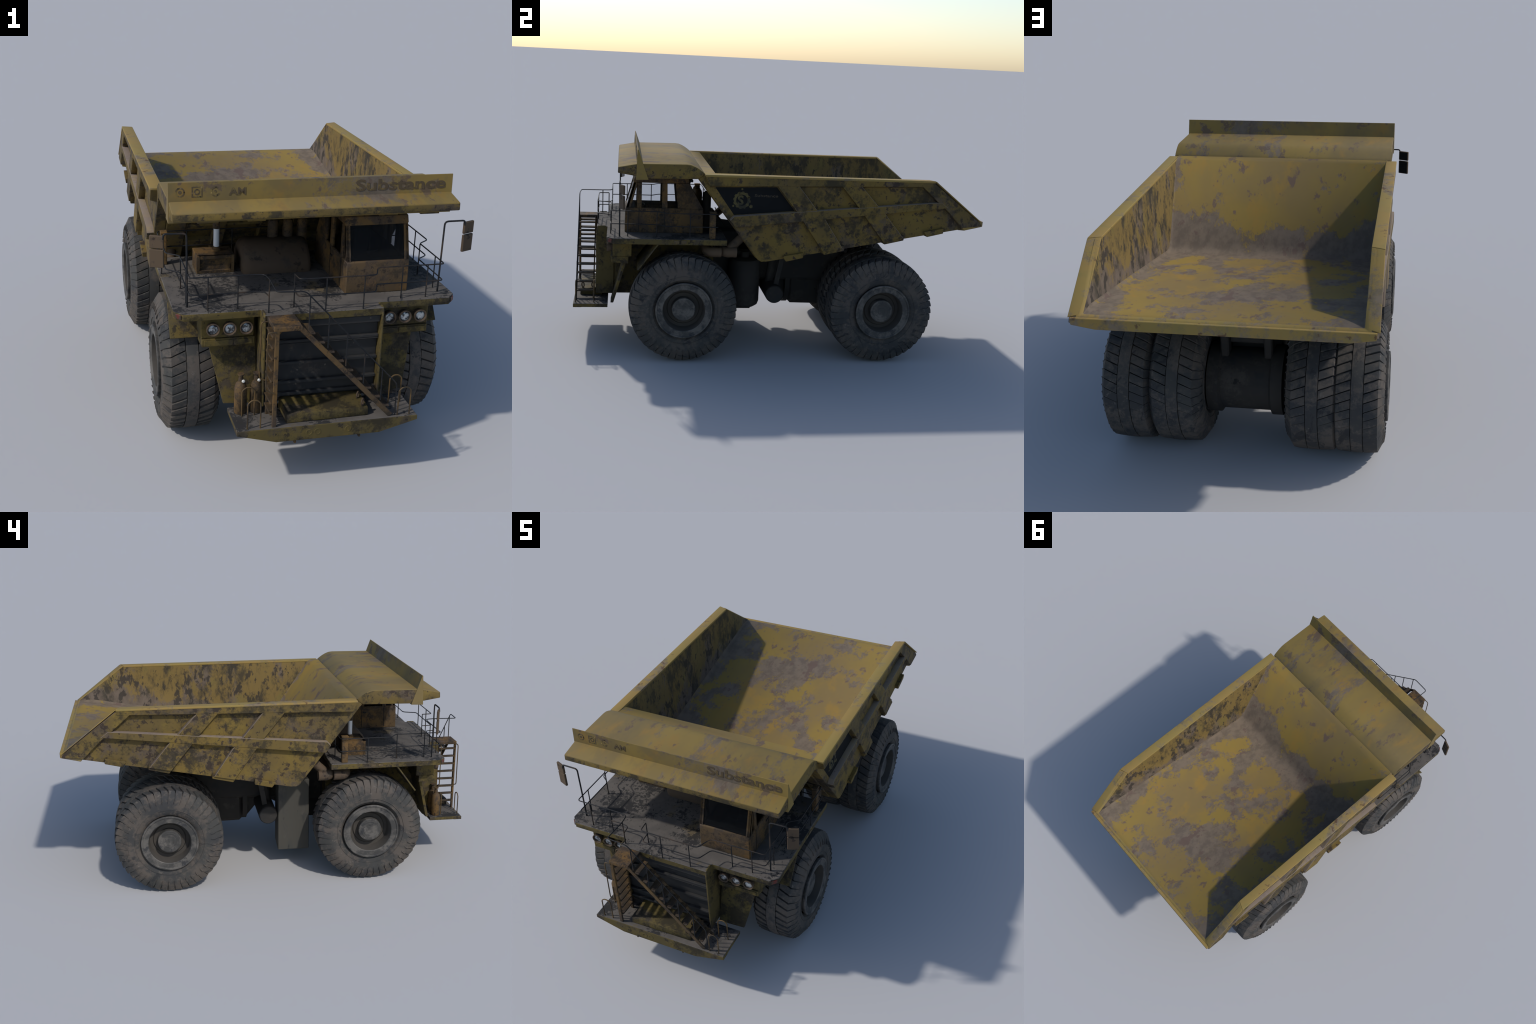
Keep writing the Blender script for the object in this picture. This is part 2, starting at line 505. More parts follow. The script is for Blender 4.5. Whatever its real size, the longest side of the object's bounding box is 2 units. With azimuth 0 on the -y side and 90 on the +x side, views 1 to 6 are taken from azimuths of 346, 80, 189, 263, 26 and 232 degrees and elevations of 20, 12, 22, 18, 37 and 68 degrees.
    for z in (.560, .650, .735, .820):
        q = V((0, -.092 - (z - .511) * (.293 / .386), z))
        q = [q + t * -.024 - nrm * .006, q + t * .024 - nrm * .006, q + t * .018 + nrm * .020, q + t * -.018 + nrm * .020]
        prism("bed_front_stiffener", [(w.y, w.z) for w in q], 'x', -.4605, .4605, 'outer', bed)
    # longitudinal floor bearers
    for x in (-.125, .095):
        bm = bmesh.new()
        add_loft(bm, [(x, .02, .488), (x + .03, .02, .488), (x + .03, .02, .53), (x, .02, .53)],
                 [(x, .93, .666), (x + .03, .93, .666), (x + .03, .93, .70), (x, .93, .70)])
        put("bed_bearer", mesh(bm, "bed_bearer", .002), bed, 'dark')

    # canopy over the cab
    prof = [(-.3835, .9192), (-.396, .9295), (-.413, .9415), (-.430, .9510), (-.449, .9585), (-.470, .9610), (-.672, .958), (-.702, .956), (-.784, .940), (-.786, .912),
            (-.702, .899), (-.640, .889), (-.415, .893), (-.395, .906)]
    bm = bmesh.new(); add_prism(bm, prof, 'x', -.508, .508)
    me = mesh(bm, "canopy", .004, 30, 2)
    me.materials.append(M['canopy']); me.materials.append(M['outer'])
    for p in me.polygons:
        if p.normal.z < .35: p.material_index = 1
    cano = put("canopy", me, bed)
    # wedge-shaped rock guard on top, running down through the canopy
    bm = bmesh.new(); add_prism(bm, [(-.697, 1.0215), (-.6935, 1.0215), (-.645, .884), (-.7025, .882)], 'x', -.5105, .5105)
    me = mesh(bm, "rock_guard", .0008, 30)
    put("rock_guard", me, cano, 'canopy')
    for x0, x1 in ((-.430, -.337), (-.255, -.172), (.222, .312), (.378, .470)):
        bm = bmesh.new()
        add_loft(bm, [(x0 + .02, -.700, .8765), (x1, -.700, .8765), (x1, -.705, .905), (x0, -.705, .905)],
                 [(x0 + .02, -.655, .8765), (x1, -.655, .8765), (x1, -.62, .905), (x0, -.62, .905)])
        put("canopy_pad", mesh(bm, "canopy_pad", .001), cano, 'outer')

    # lettering and marks on the guard's front face
    yf = lambda z: -.7025 + (z - .882) * (.0055 / .1395) - .0006
    txt = text_mesh("Substance", .045, .0012, .0011)
    w = max(q.co.x for q in txt.vertices); 
    for q in txt.vertices:
        x, z, d = q.co.x / w * .338 + .146, q.co.y * 1.22 + .9725, q.co.z
        q.co = (x, yf(z) - d, z)
    put("guard_lettering", txt, cano, 'letter')
    zc = .988
    def ring2(bm, cx, r0, r1, a0=0, a1=360, seg=28, sq=False):
        for i in range(seg):
            t0, t1 = (math.radians(a0 + (a1 - a0) * k / seg) for k in (i, i + 1))
            def pt(t, r):
                c, s_ = math.cos(t), math.sin(t)
                if sq:
                    m_ = max(abs(c), abs(s_)); c, s_ = c / m_, s_ / m_
                return (cx + c * r, zc + s_ * r)
            ps = [pt(t0, r0), pt(t0, r1), pt(t1, r1), pt(t1, r0)]
            add_loft(bm, [(x, yf(z), z) for x, z in ps], [(x, yf(z) + .004, z) for x, z in ps])
    bm = bmesh.new()
    ring2(bm, -.470, .012, .0165); ring2(bm, -.470, .0, .006)
    ring2(bm, -.412, .0145, .0185, sq=True, seg=32); ring2(bm, -.412, .006, .0105)
    ring2(bm, -.350, .0115, .017, 50, 330); ring2(bm, -.350, .0, .005)
    put("guard_symbol", mesh(bm, "guard_symbol"), cano, 'symbol')
    txt = text_mesh("AM", .036, .0012, .0008)
    for q in txt.vertices:
        x, z, d = q.co.x * 1.15 - .302, q.co.y + .974, q.co.z
        q.co = (x, yf(z) - d, z)
    put("guard_symbol", txt, cano, 'symbol')

    # black sign panel on the right flank
    P = [(-.338, .864), (-.047, .872), (.050, .754), (-.241, .728)]
    bm = bmesh.new(); add_prism(bm, P, 'x', .5035, .5060)
    sign = put("flank_sign", mesh(bm, "flank_sign"), bed, 'panel')
    X = .5057; cy, cz = -.206, .799
    def disc(bm, y, z, r0, r1, seg=32, amp=0, teeth=0):
        for i in range(seg):
            t0, t1 = 2 * math.pi * i / seg, 2 * math.pi * (i + 1) / seg
            r = r1 + (amp if teeth and (i * teeth * 2 // seg) % 2 else 0)
            ps = [(y + math.cos(t) * q, z + math.sin(t) * q) for t, q in ((t0, r0), (t0, r), (t1, r), (t1, r0))]
            add_loft(bm, [(X, *p) for p in ps], [(X + .0012, *p) for p in ps])
    bm = bmesh.new(); disc(bm, cy, cz, .027, .0385, 48, .0035, 12)
    put("sign_emblem", mesh(bm, "sign_emblem"), sign, 'logo')
    bm = bmesh.new()
    for dy, dz, r in ((0, .053, .005), (-.040, -.028, .005), (.045, -.029, .0085)):
        disc(bm, cy + dy, cz + dz, 0, r, 14)
    put("sign_emblem", mesh(bm, "sign_emblem"), sign, 'logo')
    txt = text_mesh("S", .062, .0012, .0022)
    for q in txt.vertices:
        q.co = (X + .0002 + q.co.z, cy - .020 + q.co.x * 1.0, cz - .0215 + q.co.y)
    put("sign_emblem", txt, sign, 'logo')
    txt = text_mesh("Substance", .018, .001, .0003)
    w = max(q.co.x for q in txt.vertices)
    for q in txt.vertices:
        q.co = (X + .0002 + q.co.z, -.146 + q.co.x / w * .113, .817 + q.co.y)
    put("sign_lettering", txt, sign, 'faint')


def text_mesh(body, size, depth, fat):
    cu = bpy.data.curves.new("lettering", 'FONT')
    cu.body = body; cu.size = size; cu.extrude = depth / 2; cu.offset = fat; cu.resolution_u = 4
    o = bpy.data.objects.new("lettering_helper", cu); COL.objects.link(o)
    bpy.context.view_layer.update()
    me = bpy.data.meshes.new_from_object(o.evaluated_get(bpy.context.evaluated_depsgraph_get()))
    bpy.data.objects.remove(o); bpy.data.curves.remove(cu)
    return me


# ------------------------------------------------------------------ wheels
R = .2622
def tyre_mesh(side, wall=1.0):
    N = 45
    us = (0.0, .055, .095, .50, .95)                 # groove, groove, lug crest, back, tail of lug
    hs = (-.0150, -.0150, .0, -.0016, -.0050)
    cols = [  # offset, radius, lug depth factor, slant
        (-.088, .135, 0, 0), (-.096, .150, 0, 0), (-.0985, .172, 0, -.05), (-.0985, .192, 0, -.1), (-.0978, .201, .25, -.11),
        (-.0968, .206, .9, -.115), (-.0935, .224, 1, -.120), (-.0770, .2575, 1, -.126),
        (-.060, .2595, 1, -.098), (-.0245, .2614, 1, -.045), (-.0242, .2500, 0, -.045), (-.0220, .2500, 0, -.040), (-.0217, .2612, 0, -.04),
        (-.010, .2622, 0, 0)]
    cols = [(o * (wall if o < -.09 else 1), r, a, s) for o, r, a, s in cols]
    cols = cols + [(0, .2622, 0, 0)] + [(-o, r, a, -s) for o, r, a, s in cols[::-1]]
    bm = bmesh.new(); grid = []
    for o, r, a, s in cols:
        row = []
        for k in range(N):
            for u, h in zip(us, hs):
                th = s + (k + u) * 2 * math.pi / N
                rr = r + h * a
                oo = o
                if abs(o) > .09:
                    oo = o + math.copysign(h * a * .45, o)
                    rr = r + h * a * .5
                row.append(bm.verts.new((side * oo, math.cos(th) * rr, math.sin(th) * rr)))
        grid.append(row)
    n = len(grid[0])
    for A, B in zip(grid, grid[1:]):
        for i in range(n):
            bm.faces.new((A[i], A[(i + 1) % n], B[(i + 1) % n], B[i]))
    # sidewall rib
    for s in (1, -1):
        add_lathe(bm, [(s * side * .0970 * wall, .163), (s * side * .0998 * wall, .1645), (s * side * .0998 * wall, .1665), (s * side * .0970 * wall, .168)], (0, 0, 0), (1, 0, 0), 64)
    return mesh(bm, "tyre", 0, 30)


def rim_mesh(side, front):
    bm = bmesh.new()
    f = side
    prof = [(-.085, .0), (-.085, .132), (-.095, .1355), (-.098, .130), (-.05, .120), (.06, .120), (.088, .130), (.100, .1365), (.108, .1365), (.1105, .134),
            (.1105, .129), (.107, .126), (.1065, .104), (.104, .101)]
    add_lathe(bm, [(d * f, r) for d, r in prof], (0, 0, 0), (1, 0, 0), 56)
    me = mesh(bm, "rim", 0, 30)
    return me


def build_wheels():
    ty = {s: tyre_mesh(s) for s in (1, -1)}
    wide = {s: tyre_mesh(s, 1.06) for s in (1, -1)}
    rims = {s: rim_mesh(s, True) for s in (1, -1)}
    wells, hubs = {}, {}
    for s in (1, -1):
        bm = bmesh.new()
        add_lathe(bm, [(d * s, r) for d, r in [(.1045, .1012), (.098, .0995), (.050, .096), (.046, .094), (.044, .080), (.050, .075), (.050, .056)]], (0, 0, 0), (1, 0, 0), 56)
        wells[s] = mesh(bm, "wheel_well", 0, 30)
        bm = bmesh.new()
        add_lathe(bm, [(d * s, r) for d, r in [(.03, .0585), (.082, .0575), (.0865, .0555), (.0875, .0525), (.0868, .044), (.0875, .043), (.0868, .032), (.0875, .031), (.087, .018), (.088, .017), (.088, 0)]], (0, 0, 0), (1, 0, 0), 48)
        hubs[s] = mesh(bm, "hub", 0, 30)
    for me, m_ in [(wide[1], 'rubber'), (wide[-1], 'rubber'), (ty[1], 'rubber'), (ty[-1], 'rubber'), (rims[1], 'steel'), (rims[-1], 'steel'), (wells[1], 'well'), (wells[-1], 'well'), (hubs[1], 'steel'), (hubs[-1], 'steel')]:
        me.materials.append(M[m_])
    spins = (.4, 1.7, 2.9, 4.1, 5.3, .9)
    i = 0
    for y, pairs in ((-.465, ((.4235, 1), (.4235, -1))), (.513, ((.4415, 1), (.4435, -1), (.253, 1), (.2765, -1)))):
        for x, s in pairs:
            if 1:
                w = bpy.data.objects.new("wheel", None); w.empty_display_size = .05
                COL.objects.link(w); w.parent = ROOT
                w.location = (x * s, y, R); w.rotation_euler = (spins[i], 0, 0); i += 1
                out = .003 * s if y < 0 else 0.0
                put("tyre", (wide if y < 0 or x < .3 else ty)[s], w); put("rim", rims[s], w, None, (out, 0, 0))
                if x > .3:
                    put("wheel_well", wells[s], w, None, (out, 0, 0)); put("hub", hubs[s], w, None, (out - .004 * s, 0, 0))


# ------------------------------------------------------------------ chassis and underside
def build_chassis():
    ch = box("chassis_frame", (-.105, -.82, .315), (.105, .42, .43), 'dark', bevel=.006)
    for s in (1, -1):
        box("frame_rail", (s * .085 if s > 0 else -.125, -.80, .33), (.125 if s > 0 else -.085, .46, .475), 'dark', ch)
    # engine bay
    box("engine_bay", (-.205, -.850, .262), (.205, -.30, .577), 'body', bevel=.004)
    box("engine_block", (-.13, -.30, .30), (.13, -.16, .585), 'dark', ch, .01)
    prism("engine_hood", [(-.30, .66), (-.285, .66), (-.235, .60), (-.17, .593), (-.17, .56), (-.30, .56)], 'x', -.10, .10, 'dark', ch)
    box("cross_member", (-.06, -.40, .180), (.19, -.097, .31), 'dark', ch)
    # axles
    lathe("front_axle", [(-.36, 0), (-.36, .055), (.36, .055), (.36, 0)], (0, -.465, R), (1, 0, 0), 'dark', ch)
    lathe("rear_axle", [(-.20, 0), (-.20, .10), (-.152, .10), (-.148, .139), (-.104, .139), (-.094, .123), (.094, .123), (.104, .139), (.148, .139), (.152, .10), (.20, .10), (.20, 0)],
          (0, .513, R), (1, 0, 0), 'dark', ch, 40)
    prism("axle_case", [(.115, .182), (.46, .176), (.52, .26), (.49, .36), (.42, .42), (.115, .43)], 'x', -.094, .094, 'dark', ch, .02)
    lathe("axle_flange", [(-.012, 0), (-.012, .125), (.012, .125), (.012, 0)], (0, .108, .30), (0, 1, 0), 'dark', ch)
    prism("axle_nose", [(.105, .19), (.045, .262), (.045, .36), (.105, .40)], 'x', -.07, .07, 'dark', ch, .008)
    for s in (1, -1):
        box("suspension_strut", (s * .0865 - .0165, .505, .375), (s * .0865 + .0165, .565, .615), 'dark', ch, .006)
        prism("side_gusset", [(.06, .47), (.40, .50), (.46, .56), (.36, .575), (.10, .52)], 'x', s * .13, s * .16, 'dark', ch, .004)
    box("pivot_beam", (-.071, .470, .425), (.071, .535, .620), 'dark', ch, .006)
    # transverse cylinder with end caps
    lathe("cross_tank", [(-.305, 0), (-.305, .041), (-.300, .0455), (-.29, .0465), (.29, .0465), (.300, .0455), (.305, .041), (.305, 0)],
          (0, .010, .285), (1, 0, 0), 'dark', ROOT, 32)
    for s in (1, -1):
        beam("hoist_link", (s * .255, .058, .53), (s * .255, .020, .318), .014, .026, 'dark', ROOT, (0, 1, 0))
        lathe("hoist_ram", [(0, 0), (0, .022), (.14, .022), (.14, .016), (.20, .016), (.20, 0)], (s * .17, .0, .32), (0, .06, .55), 'dark', ROOT, 20)
    # right-hand vertical drum
    lathe("hydraulic_drum", [(0, 0), (0, .058), (.012, .076), (.03, .082), (.225, .082), (.247, .072), (.255, .05), (.257, .022), (.285, .022), (.285, 0)],
          (.180, -.136, .197), (0, 0, 1), 'dark', ROOT, 32)
    # left-hand fuel tank, chamfered at its foot
    bm = bmesh.new()
    add_loft(bm, [(-.291, -.201, .088), (-.291, -.042, .088), (-.291, -.042, .442), (-.291, -.201, .466)],
             [(-.165, -.194, .102), (-.165, -.044, .102), (-.165, -.044, .438), (-.165, -.194, .462)])
    put("fuel_tank", mesh(bm, "fuel_tank", .004), ROOT, 'tank')
    box("tank_bracket", (-.168, -.17, .34), (-.10, -.06, .42), 'dark')


# ------------------------------------------------------------------ front end
def build_front():
    dz0, dz1 = .5775, .605
    prism("deck", [(-.508, -.268), (-.508, -.800), (-.478, -.834), (-.212, -.834), (-.212, -.886), (.212, -.886), (.212, -.834), (.478, -.834), (.508, -.800), (.508, -.268)],
          'z', dz0, dz1, ['deck', 'body'], bevel=.002)
    deck = bpy.data.objects["deck"]
    for p in deck.data.polygons:
        p.material_index = 0 if p.normal.z > .6 else 1
    for s in (1, -1):
        beam("reflector", (s * .5030, -.8095, .592), (s * .4855, -.8293, .592), .004, .017, 'red', deck)
        for y in (-.52, -.485):
            box("side_marker", (s * .5085 if s > 0 else -.5105, y, .585), (.5105 if s > 0 else -.5085, y + .024, .598), 'symbol', deck, 0)
        # slanting fender plate
        prism("fender", [(-.588, .580), (-.596, .580), (-.690, .453), (-.684, .449)], 'x', s * .22, s * .503, 'body', deck, .001)
        # splash wing, raked forward to its foot
        bm = bmesh.new()
        o = [(.385, -.748, .480), (.334, -.814, .246), (.212, -.814, .238), (.212, -.728, .575), (.385, -.728, .575)]
        add_loft(bm, [(s * x, y, z) for x, y, z in o], [(s * x, y + .014, z) for x, y, z in o])
        put("splash_wing", mesh(bm, "splash_wing", .0015), ROOT, 'body')
        # lamp housing
        hs = box("lamp_housing", (s * .228 if s > 0 else -.414, -.806, .497), (.414 if s > 0 else -.228, -.715, .577), 'body', bevel=.003)
        prism("lamp_shelf", [(-.812, .497), (-.812, .468), (-.73, .462), (-.73, .497)], 'x', s * .226, s * .412, 'body', hs, .002)
        for a, b in ((.236, .298), (.304, .404)):
            box("shelf_frame", (min(s * a, s * b), -.815, .472), (max(s * a, s * b), -.811, .492), 'body', hs, .001)
        for x in (.260, .318, .376):
            lathe("headlamp", [(0, 0), (0, .019), (.022, .0235), (.026, .0235), (.027, .0215), (.0255, .019), (.018, .0175)], (s * x, -.806, .5385), (0, -1, 0), 'pipe', hs, 28)
            lathe("lamp_lens", [(.014, .0178), (.019, .0175), (.0225, .012), (.0235, 0)], (s * x, -.806, .5385), (0, -1, 0), 'lens', hs, 28)
        # grille cheek plates
        prism("grille_cheek", [(-.8885, .262), (-.8885, .585), (-.880, .608), (-.845, .6085), (-.835, .60), (-.80, .5768), (-.80, .262)], 'x', s * .2055, s * .2135, 'body', bevel=.002)
        # exhaust elbows
        for y in (-.2505, -.325):
            bm = bmesh.new()
            add_tube(bm, [(s * .28, y - .035, .560), (s * .43, y - .030, .537), (s * .455, y - .012, .5345), (s * .457, y + .030, .536)], .0245, .03, 18)
            put("exhaust_elbow", mesh(bm, "exhaust_elbow", 0, 50), ROOT, 'pipe')
            lathe("exhaust_mouth", [(0, .0), (.0, .019), (.012, .0205), (.012, .0245), (.002, .0255), (-.004, .0245)], (s * .457, y + .024, .536), (0, 1, 0), 'pipe', ROOT, 18)
        tube("exhaust_riser", [(s * .425, -.165, .625), (s * .440, -.250, .548)], .021, 'pipe', seg=14)
        # post box at the deck's back corner
        box("deck_post", (min(s * .466, s * .489), -.352, .604), (max(s * .466, s * .489), -.322, .728), 'rust', deck)
        box("post_cap", (min(s * .464, s * .491), -.354, .728), (max(s * .464, s * .491), -.320, .736), 'rust', deck, .002)
    # grille
    g = box("grille", (-.204, -.858, .262), (.204, -.852, .576), 'grille', bevel=.001)
    box("grille_header", (-.205, -.878, .548), (.205, -.853, .576), 'grille', g)
    for z in (.500, .488, .418, .345, .300):
        box("grille_bar", (-.204, -.872, z - (.011 if z > .49 or z < .48 else .004)), (.204, -.857, z), 'grille', g, .0015)
    # bumper platform
    bp = prism("bumper", [(-.322, -.993), (-.322, -.828), (.322, -.828), (.322, -.993)], 'z', .2185, .2365, ['deck', 'body'], bevel=.0015)
    for p in bp.data.polygons: p.material_index = 0 if p.normal.z > .6 else 1
    prism("bumper_beam", [(-.3235, .2345), (-.3235, .2185), (-.184, .181), (.184, .181), (.3235, .2185), (.3235, .2345)], 'y', -.9955, -.955, 'body', bp, .0015)
    prism("bumper_keel", [(-.20, .2185), (-.15, .190), (.15, .190), (.20, .2185)], 'y', -.957, -.84, 'body', bp, .002)
    for x in (-.117, .115):
        prism("tow_lug", [(-.985, .183), (-.99, .168), (-.978, .166), (-.972, .183)], 'x', x - .004, x + .004, 'rust', bp, .001)
    for x0, x1 in ((-.085, -.055), (-.055, -.025), (.055, .085)):
        bm = bmesh.new()
        add_lathe(bm, [(0, .0075), (.0012, .0085), (.0012, .0115), (0, .0125)], ((x0 + x1) / 2, -.9952, .2085), (0, -1, 0), 20)
        put("bumper_boss", mesh(bm, "bumper_boss"), bp, 'body')
    bm = bmesh.new()
    add_loft(bm, [(-.147, -.974, .2372), (.151, -.968, .2372), (.150, -.966, .268), (-.146, -.972, .272)],
             [(-.147, -.858, .2372), (.151, -.858, .2372), (.150, -.858, .280), (-.146, -.858, .280)])
    put("winch_cover", mesh(bm, "winch_cover", .004, seg=2), ROOT, 'body')
    for y in (-.955, -.905):
        bm = bmesh.new()
        ring = [(.131 + .0 * y, y + math.cos(t) * .004, .283 + math.sin(t) * .013) for t in (2 * math.pi * i / 14 for i in range(15))]
        add_tube(bm, [(.131 + math.cos(2 * math.pi * i / 14) * .006, y + math.cos(2 * math.pi * i / 14) * .006, .284 + math.sin(2 * math.pi * i / 14) * .013) for i in range(15)], .003, 0, 8)
        put("lifting_ring", mesh(bm, "lifting_ring", 0, 60), bp, 'pipe')
    # gas bottles
    for x in (-.284, -.229):
        b = lathe("gas_bottle", [(0, 0), (0, .0205), (.004, .0222), (.095, .0222), (.112, .0175), (.119, .009), (.135, .0085), (.135, 0)], (x, -.866, .2365), (0, 0, 1), 'rust', bp, 24)
        lathe("bottle_valve", [(0, 0), (0, .007), (.010, .007), (.010, .012), (.014, .012), (.014, 0)], (x, -.866, .3715), (0, 0, 1), 'rust', b, 14)
        lathe("bottle_gauge", [(0, 0), (.001, .004), (.005, .0062), (.009, .004), (.010, 0)], (x + .006, -.874, .362), (0, -1, 0), 'white', b, 14)
    # hoops on the platform
    for s in (1, -1):
        for y, h in ((-.895, .345), (-.984, .343)):
            a, b = s * .252, s * .296
            if s < 0: a, b = -.240, -.285
            tube("step_hoop", [(a, y, .236), (a, y, h - .012), (a + (b - a) * .3, y, h), (a + (b - a) * .7, y, h), (b, y, h - .012), (b, y, .236)], .0026, 'hoop', bp, .006)
    # ladder and stairs
    lad = bpy.data.objects.new("ladder", None); lad.empty_display_size = .02; COL.objects.link(lad); lad.parent = ROOT
    box("ladder_stile", (-.2005, -.989, .236), (-.186, -.979, .592), 'rust', lad, .0015)
    box("ladder_stile", (-.2015, -.897, .236), (-.187, -.888, .592), 'rust', lad, .0015)
    bm = bmesh.new(); add_box(bm, (-.014, -.041, -.0035), (.012, .041, .0035))
    rung = mesh(bm, "ladder_rung", .0015); rung.materials.append(M['rust'])
    for i in range(8):
        o = put("ladder_rung", rung, lad, None, (-.194, -.938, .5645 - i * .0407))
        o.rotation_euler = (random.uniform(-.012, .012), .10, 0)
    box("stair_landing", (-.204, -.989, .588), (-.108, -.886, .604), 'rust', lad, .002)
    for y in (-.990, -.900):
        tube("grab_rail", [(-.196, y, .588), (-.226, y, .590), (-.228, y, .378), (-.196, y, .366)], .0025, 'hoop', lad, .012)
    st = bpy.data.objects.new("stairs", None); st.empty_display_size = .02; COL.objects.link(st); st.parent = ROOT
    p0, p1 = V((-.112, 0, .594)), V((.226, 0, .2395))
    for y in (-.984, -.900):
        beam("stringer", p0 + V((0, y, 0)), p1 + V((0, y, 0)), .006, .018, 'rust', st, (1, 0, 1))
    bm = bmesh.new(); add_box(bm, (-.016, -.041, -.003), (.016, .041, .003))
    tr = mesh(bm, "stair_tread", .0015); tr.materials.append(M['rust'])
    for i in range(9):
        f = (i + .8) / 9.6
        p = p0.lerp(p1, f)
        o = put("stair_tread", tr, st, None, (p.x + .006, -.942, p.z + .007))
        o.rotation_euler = (0, .03 + random.uniform(-.02, .02), 0)
    for y in (-.90,):
        beam("stair_brace", (-.198, y, .50), (-.13, y, .586), .006, .010, 'rust', st)

    # mirrors
    for s in (1, -1):
        m_ = tube("mirror_arm", [(s * .457, -.774, .604), (s * .4595, -.776, .870), (s * .536, -.774, .870), (s * .5385, -.775, .852)], .0034, 'tube', ROOT, .014)
        for z0, z1 in ((.8195, .8635), (.752, .8155)):
            bm = bmesh.new()
            a, b = V((s * .5365, -.7775, 0)), V((s * .5815, -.7595, 0))
            t = (b - a).normalized(); q = V((-t.y, t.x, 0)) * s
            ring = lambda z, e, d0, d1: [V((p.x, p.y, z)) for p in (a + t * e + q * d0, b - t * e + q * d0, b - t * e + q * d1, a + t * e + q * d1)]
            add_loft(bm, ring(z0, 0, 0, .010), ring(z1, 0, 0, .010))
            put("mirror_case", mesh(bm, "mirror_case", .002), m_, 'pipe')
            bm = bmesh.new()
            add_loft(bm, ring(z0 + .003, .004, .0095, .0108), ring(z1 - .003, .004, .0095, .0108))
            put("mirror_face", mesh(bm, "mirror_face", 0), m_, 'mirror')


# ------------------------------------------------------------------ railings
def build_railings():
    r = .0024; Z, L, D = .7265, .6645, .604
    for s in (1, -1):
        side = lambda z: [(s * .455, -.790, z), (s * .455, -.592, z), (s * .500, -.558, z), (s * .500, -.312, z)]
        rail = bpy.data.objects.new("railing", None); rail.empty_display_size = .02; COL.objects.link(rail); rail.parent = ROOT
        for z in (Z, L):
            if s > 0:
                front = [(-.098, -.832, z), (-.094, -.882, z), (.178, -.883, z), (.205, -.816, z), (.455, -.816, z)] if z == Z else \
                        [(-.098, -.832, z), (-.094, -.882, z), (.178, -.883, z), (.205, -.816, z), (.455, -.816, z)]
                tube("handrail", front + side(z)[1:] + [(.300, -.310, z)], r, 'tube', rail, .014)
            else:
                front = [(-.194, -.866, z), (-.200, -.822, z), (-.235, -.816, z), (-.455, -.816, z)]
                tube("handrail", front + side(z)[1:] + [(-.030, -.310, z)], r, 'tube', rail, .014)
        posts = [(.455, -.736), (.453, -.600), (.500, -.445), (.393, -.816)]
        posts += [(.300, -.815), (.136, -.883), (.001, -.883), (-.097, -.832), (.340, -.310)] if s > 0 else [(.290, -.815), (.194, -.866), (.385, -.310), (.206, -.310), (.06, -.310)]
        for x, y in posts:
            xx = s * x if s < 0 else x
            tube("rail_post", [(xx, y, D), (xx, y, Z)], r, 'tube', rail, 0)
    # stair handrail
    rail = bpy.data.objects.new("stair_railing", None); rail.empty_display_size = .02; COL.objects.link(rail); rail.parent = ROOT
    tube("handrail", [(-.194, -.866, Z), (-.198, -.978, .7255), (-.102, -.983, .7235), (.2415, -.982, .358), (.2425, -.982, .2365)], r, 'tube', rail, .014)
    for x in (-.086, -.017, .050, .117, .184):
        zt = .7235 - (x + .102) * (.3655 / .3435)
        tube("rail_post", [(x, -.983, zt - .118), (x, -.983, zt - .001)], r, 'tube', rail, 0)


